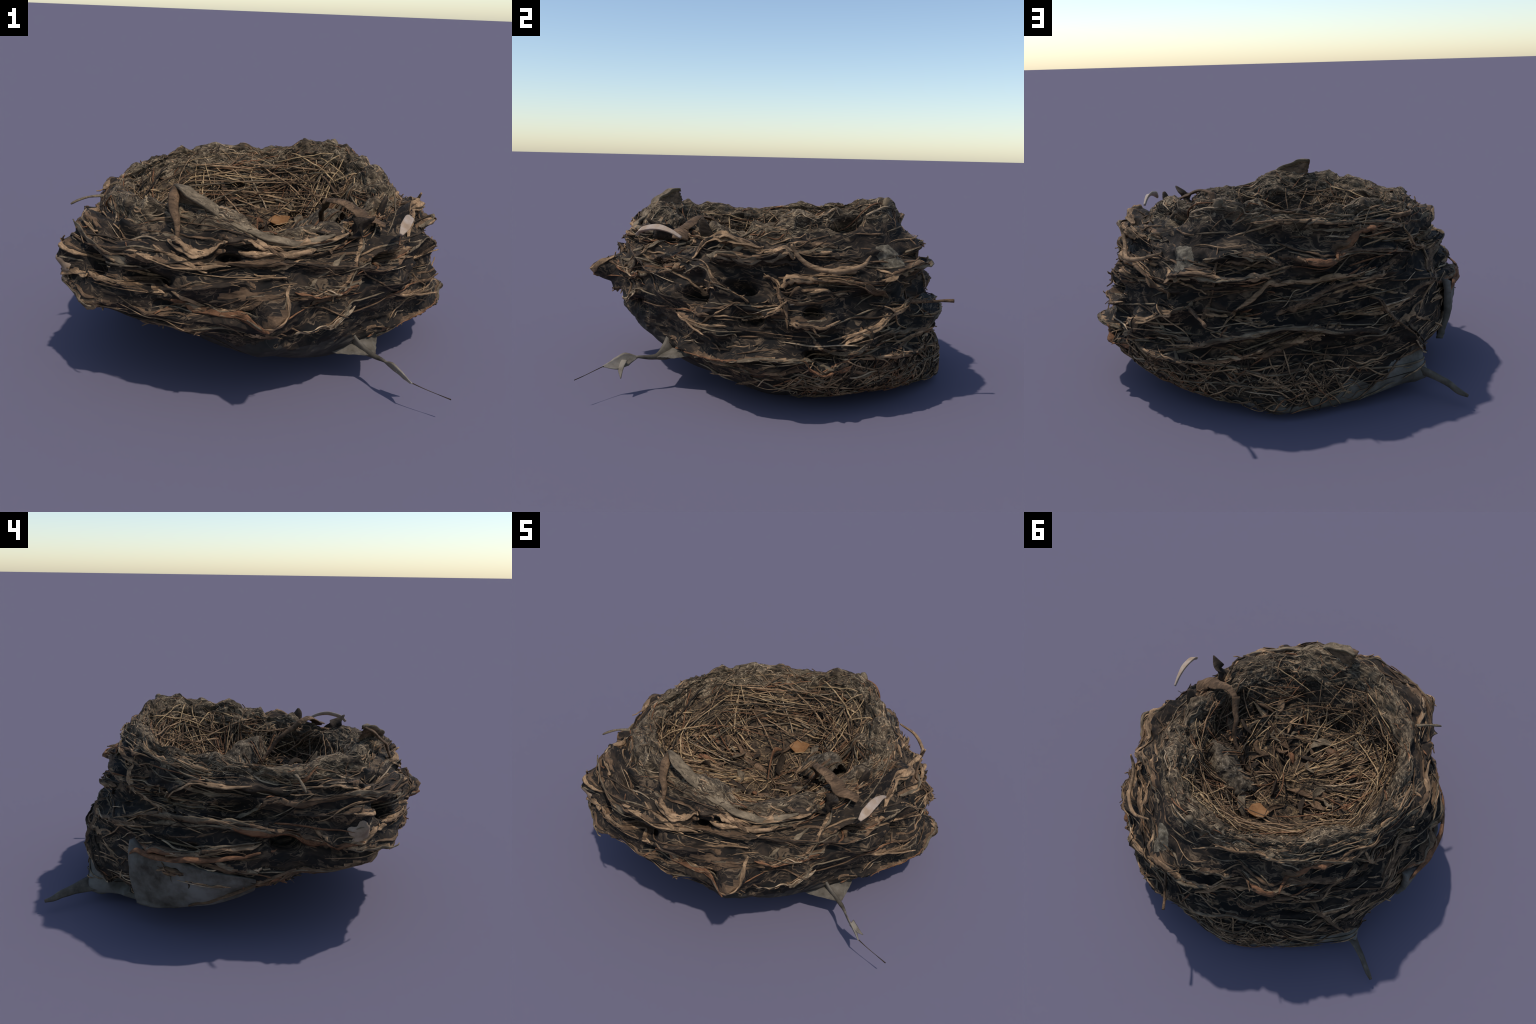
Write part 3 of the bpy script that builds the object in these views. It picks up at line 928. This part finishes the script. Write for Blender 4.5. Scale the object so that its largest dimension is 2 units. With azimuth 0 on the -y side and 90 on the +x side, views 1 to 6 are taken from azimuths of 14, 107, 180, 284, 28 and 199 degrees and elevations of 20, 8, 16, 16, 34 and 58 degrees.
# pale curled husk on the right rim
piece("seed_husk", [(.71, -.475, .772), (.722, -.44, .797), (.735, -.36, .812), (.742, -.29, .80), (.746, -.23, .772)],
      [.009, .022, .021, .012, .006], M_HUSK, thick=.008, twist=[.2, .1, .0], n=30, cup=.5, sides=12, normal=(.55, -.15, .85))
# sticks that stand off
piece("stick", [(.41, .72, .487), (.37, .82, .487), (.335, .905, .488), (.307, .979, .49)], [.012, .010, .006, .010], TONES["brown"], thick=.008, n=20, rough=.003)
piece("stick", [(-.68, -.42, .79), (-.74, -.45, .785), (-.785, -.475, .77), (-.815, -.493, .753)], [.012, .005, .010, .004], TONES["grey"], thick=.006, n=20)
# pale curved twig on the right
piece("curved_twig", [(.775, .30, .775), (.755, .33, .72), (.74, .40, .675), (.71, .50, .66), (.635, .59, .68), (.53, .61, .71)],
      [.005, .010, .012, .012, .010, .005], TONES["tan"], thick=.010, n=34, rough=.003)
# root tails
tail = sheet("tail_web", [[(.36, -.46, .19), (.47, -.33, .24), (.62, -.14, .20)], [(.48, -.44, .155), (.56, -.36, .185), (.645, -.26, .17)], [(.635, -.41, .155), (.645, -.405, .158), (.655, -.395, .16)]],
             M_MEMBRANE, thick=.010, crumple=.008, seed=4, torn=.0008)
piece("root_tail", [(.46, -.33, .26), (.55, -.365, .19), (.64, -.41, .160), (.71, -.481, .169)], [.10, .055, .014, .006], M_MEMBRANE, thick=.012, twist=[1.2, 1.2], n=30, normal=(.3, -.2, 1), rough=.003)
piece("tail_leaf", [(.70, -.475, .168), (.745, -.515, .165), (.79, -.548, .150), (.832, -.594, .145)], [.004, .034, .030, .003], M_TAIL_LEAF, thick=.003, twist=[1.2, 1.0, .9], n=24, normal=(.3, -.2, 1), cup=.3, parent=tail)
piece("tail_leaf", [(.76, -.52, .165), (.79, -.52, .135), (.825, -.502, .094)], [.022, .018, .002], M_TAIL_LEAF, thick=.003, twist=[.6, .6], n=14, normal=(.5, -.6, .4), parent=tail)
piece("root_thread", [(.828, -.59, .146), (.88, -.608, .138), (.94, -.625, .130), (.997, -.642, .124)], [.003, .0018, .0015, .003], TONES["dark"], thick=.002, n=16, parent=tail)
piece("root_tail", [(-.60, .60, .115), (-.68, .655, .105), (-.75, .725, .092), (-.81, .79, .070), (-.853, .837, .055)], [.075, .045, .026, .018, .008], M_MEMBRANE, thick=.014, twist=[.9, .9], n=30, cup=.3, rough=.004)
# lichen scab, mouldy slab and curled leaves
scab("lichen_scab", polar(.40, .675), .695, .075, .06, M_LICHEN, lift=.003, seed=3)
sheet("mouldy_slab", [[(.45, .06, .60), (.37, .20, .55), (.25, .29, .47)], [(.40, .01, .70), (.29, .13, .665), (.16, .205, .55)], [(.34, -.05, .60), (.21, .05, .53), (.08, .11, .455)]],
      M_MUD, thick=.014, crumple=.013, seed=1)
piece("curled_leaf", [(.0, .24, .535), (.02, .28, .545), (.035, .33, .565)], [.045, .06, .045], M_ORANGE, thick=.004, n=16, normal=(-.1, -.35, 1), sides=10, cup=.15, rough=.006)
piece("curled_leaf", [(-.01, -.04, .485), (-.04, .05, .56), (-.055, .12, .585), (-.04, .18, .56)], [.004, .014, .016, .006], TONES["rust"], thick=.004, n=24, normal=(1, .2, .2), sides=8)
piece("curled_leaf", [(.02, .03, .49), (.0, .09, .53), (-.01, .15, .55)], [.03, .05, .03], TONES["dark"], thick=.004, n=20, normal=(.9, -.2, .1), sides=10, cup=.4)
for k in range(16):                                           # strands caught over the slab
    f, g = RNG.uniform(0, 1), RNG.uniform(-.3, .3)
    mid = np.array([.40, .01, .715]) * (1 - f) + np.array([.17, .20, .57]) * f + (0, 0, .018 * math.sin(f * math.pi))
    side = np.array([.07, .085, -.085])
    other = np.array([-.07, -.075, -.085])
    drift = np.array([-.12, .10, -.05]) * g
    piece("straw", [mid + side * RNG.uniform(.8, 1.3) - drift, mid, mid + other * RNG.uniform(.8, 1.3) + drift], [.002, .005, .003], TONES[pick([.3, .3, .2, .1, .05, .05, 0])], thick=.003, n=14, normal=(0, 0, 1), sides=6, rough=.006)
# twig that drops from the right front rim into the bowl
piece("rim_flap", [(.62, -.30, .765), (.55, -.31, .795), (.46, -.30, .825), (.39, -.255, .83), (.34, -.19, .79)], [.04, .045, .034, .02, .012], TONES["brown"], thick=.007, n=40, normal=(.1, -.15, 1), sides=14, cup=-.2, twist=[-.3, .0, .3], rough=.016)
piece("bent_twig", [(.36, -.24, .825), (.325, -.15, .75), (.31, -.08, .66), (.245, -.01, .555), (.175, .01, .485), (.04, -.035, .465)], [.026, .016, .012, .010, .009, .005], TONES["brown"], thick=.010, n=44, normal=(-.6, .4, .7), sides=8, cup=-.3, rough=.008)
piece("leaf_tip", [(.47, -.40, .70), (.53, -.43, .775), (.592, -.478, .832)], [.07, .05, .004], TONES["dark"], thick=.008, n=18, normal=(.4, -.4, .9), cup=.5, rough=.006)
piece("leaf_tip", [(.59, -.15, .74), (.612, -.17, .825), (.617, -.178, .855)], [.05, .03, .006], TONES["dark"], thick=.010, n=16, normal=(.8, -.3, .1), cup=.3, rough=.006)
piece("leaf_tip", [(.24, .60, .88), (.245, .625, .93), (.245, .638, .962)], [.06, .035, .012], TONES["grey"], thick=.02, n=16, normal=(.2, -.9, .1), cup=.2, rough=.006)
# pale scrap on the left corner
scab("pale_scrap", 316, .56, .05, .035, M_HUSK, lift=.008, seed=9)

# flat grey plate with a hard upright edge at the left foot
def plate():
    top = [(248.5, .935, .46), (256, .955, .41), (266, .965, .41), (276, .965, .38), (288, .93, .33)]
    low = [(249.5, .915, .12), (256, .905, .125), (266, .88, .145), (278, .86, .185), (288, .84, .24)]
    nu, nv = 70, 36
    T, B = spline(top, nu), spline(low, nu)
    v = np.linspace(0, 1, nv)[:, None, None]
    G = B[None] * (1 - v) + T[None] * v
    bow = np.sin(v[..., 0] * math.pi) * .02
    th = np.radians(G[..., 0])
    pts = np.stack([np.sin(th) * G[..., 1], -np.cos(th) * G[..., 1], G[..., 2]], -1)
    r = G[..., 1] + bow + .010 * fbm(pts * 6, 71, 3) + .004 * fbm(pts * 25, 72, 2)
    outer = np.stack([np.sin(th) * r, -np.cos(th) * r, G[..., 2] + .008 * noise(pts * 9, 73)], -1)
    r2 = r - .035
    inner = np.stack([np.sin(th) * r2, -np.cos(th) * r2, G[..., 2]], -1)
    V = np.concatenate([outer.reshape(-1, 3), inner.reshape(-1, 3)])
    o = nu * nv
    F = []
    for i in range(nv - 1):
        for j in range(nu - 1):
            a, b, c, d = i * nu + j, i * nu + j + 1, (i + 1) * nu + j + 1, (i + 1) * nu + j
            F += [(a, b, c, d), (o + d, o + c, o + b, o + a)]
    edge = [j for j in range(nu)] + [i * nu + nu - 1 for i in range(1, nv)] + [(nv - 1) * nu + j for j in range(nu - 2, -1, -1)] + [i * nu for i in range(nv - 2, 0, -1)]
    for a, b in zip(edge, edge[1:] + edge[:1]):
        F.append((b, a, o + a, o + b))
    make_object("grey_plate", V, np.array(F), [M_GREY])

plate()

def on_plate(path, halves, mat):
    c = spline(path, 30)
    th = np.radians(c[:, 0])
    piece("leaf_strip", np.stack([np.sin(th) * c[:, 1], -np.cos(th) * c[:, 1], c[:, 2]], -1)[::3], halves, mat, thick=.005, n=36, twist=[.2, .7, .3], rough=.006)

on_plate([(249, .945, .38), (252, .955, .43), (260, .975, .425), (270, .985, .44), (282, .97, .46), (293, .925, .48)], [.005, .011, .016, .018, .012, .005], TONES["rust"])
on_plate([(257, .935, .40), (255, .94, .30), (257, .935, .22)], [.003, .005, .003], TONES["dark"])
on_plate([(261, .945, .40), (259, .94, .30), (262, .92, .20)], [.004, .008, .003], TONES["brown"])
on_plate([(258, .935, .26), (266, .93, .265), (276, .915, .29)], [.003, .006, .004], TONES["brown"])
on_plate([(268, .905, .17), (278, .90, .23), (290, .92, .32), (302, .95, .40)], [.005, .013, .012, .005], TONES["brown"])
on_plate([(266, .955, .38), (269, .94, .30), (267, .92, .22)], [.003, .006, .003], TONES["dark"])
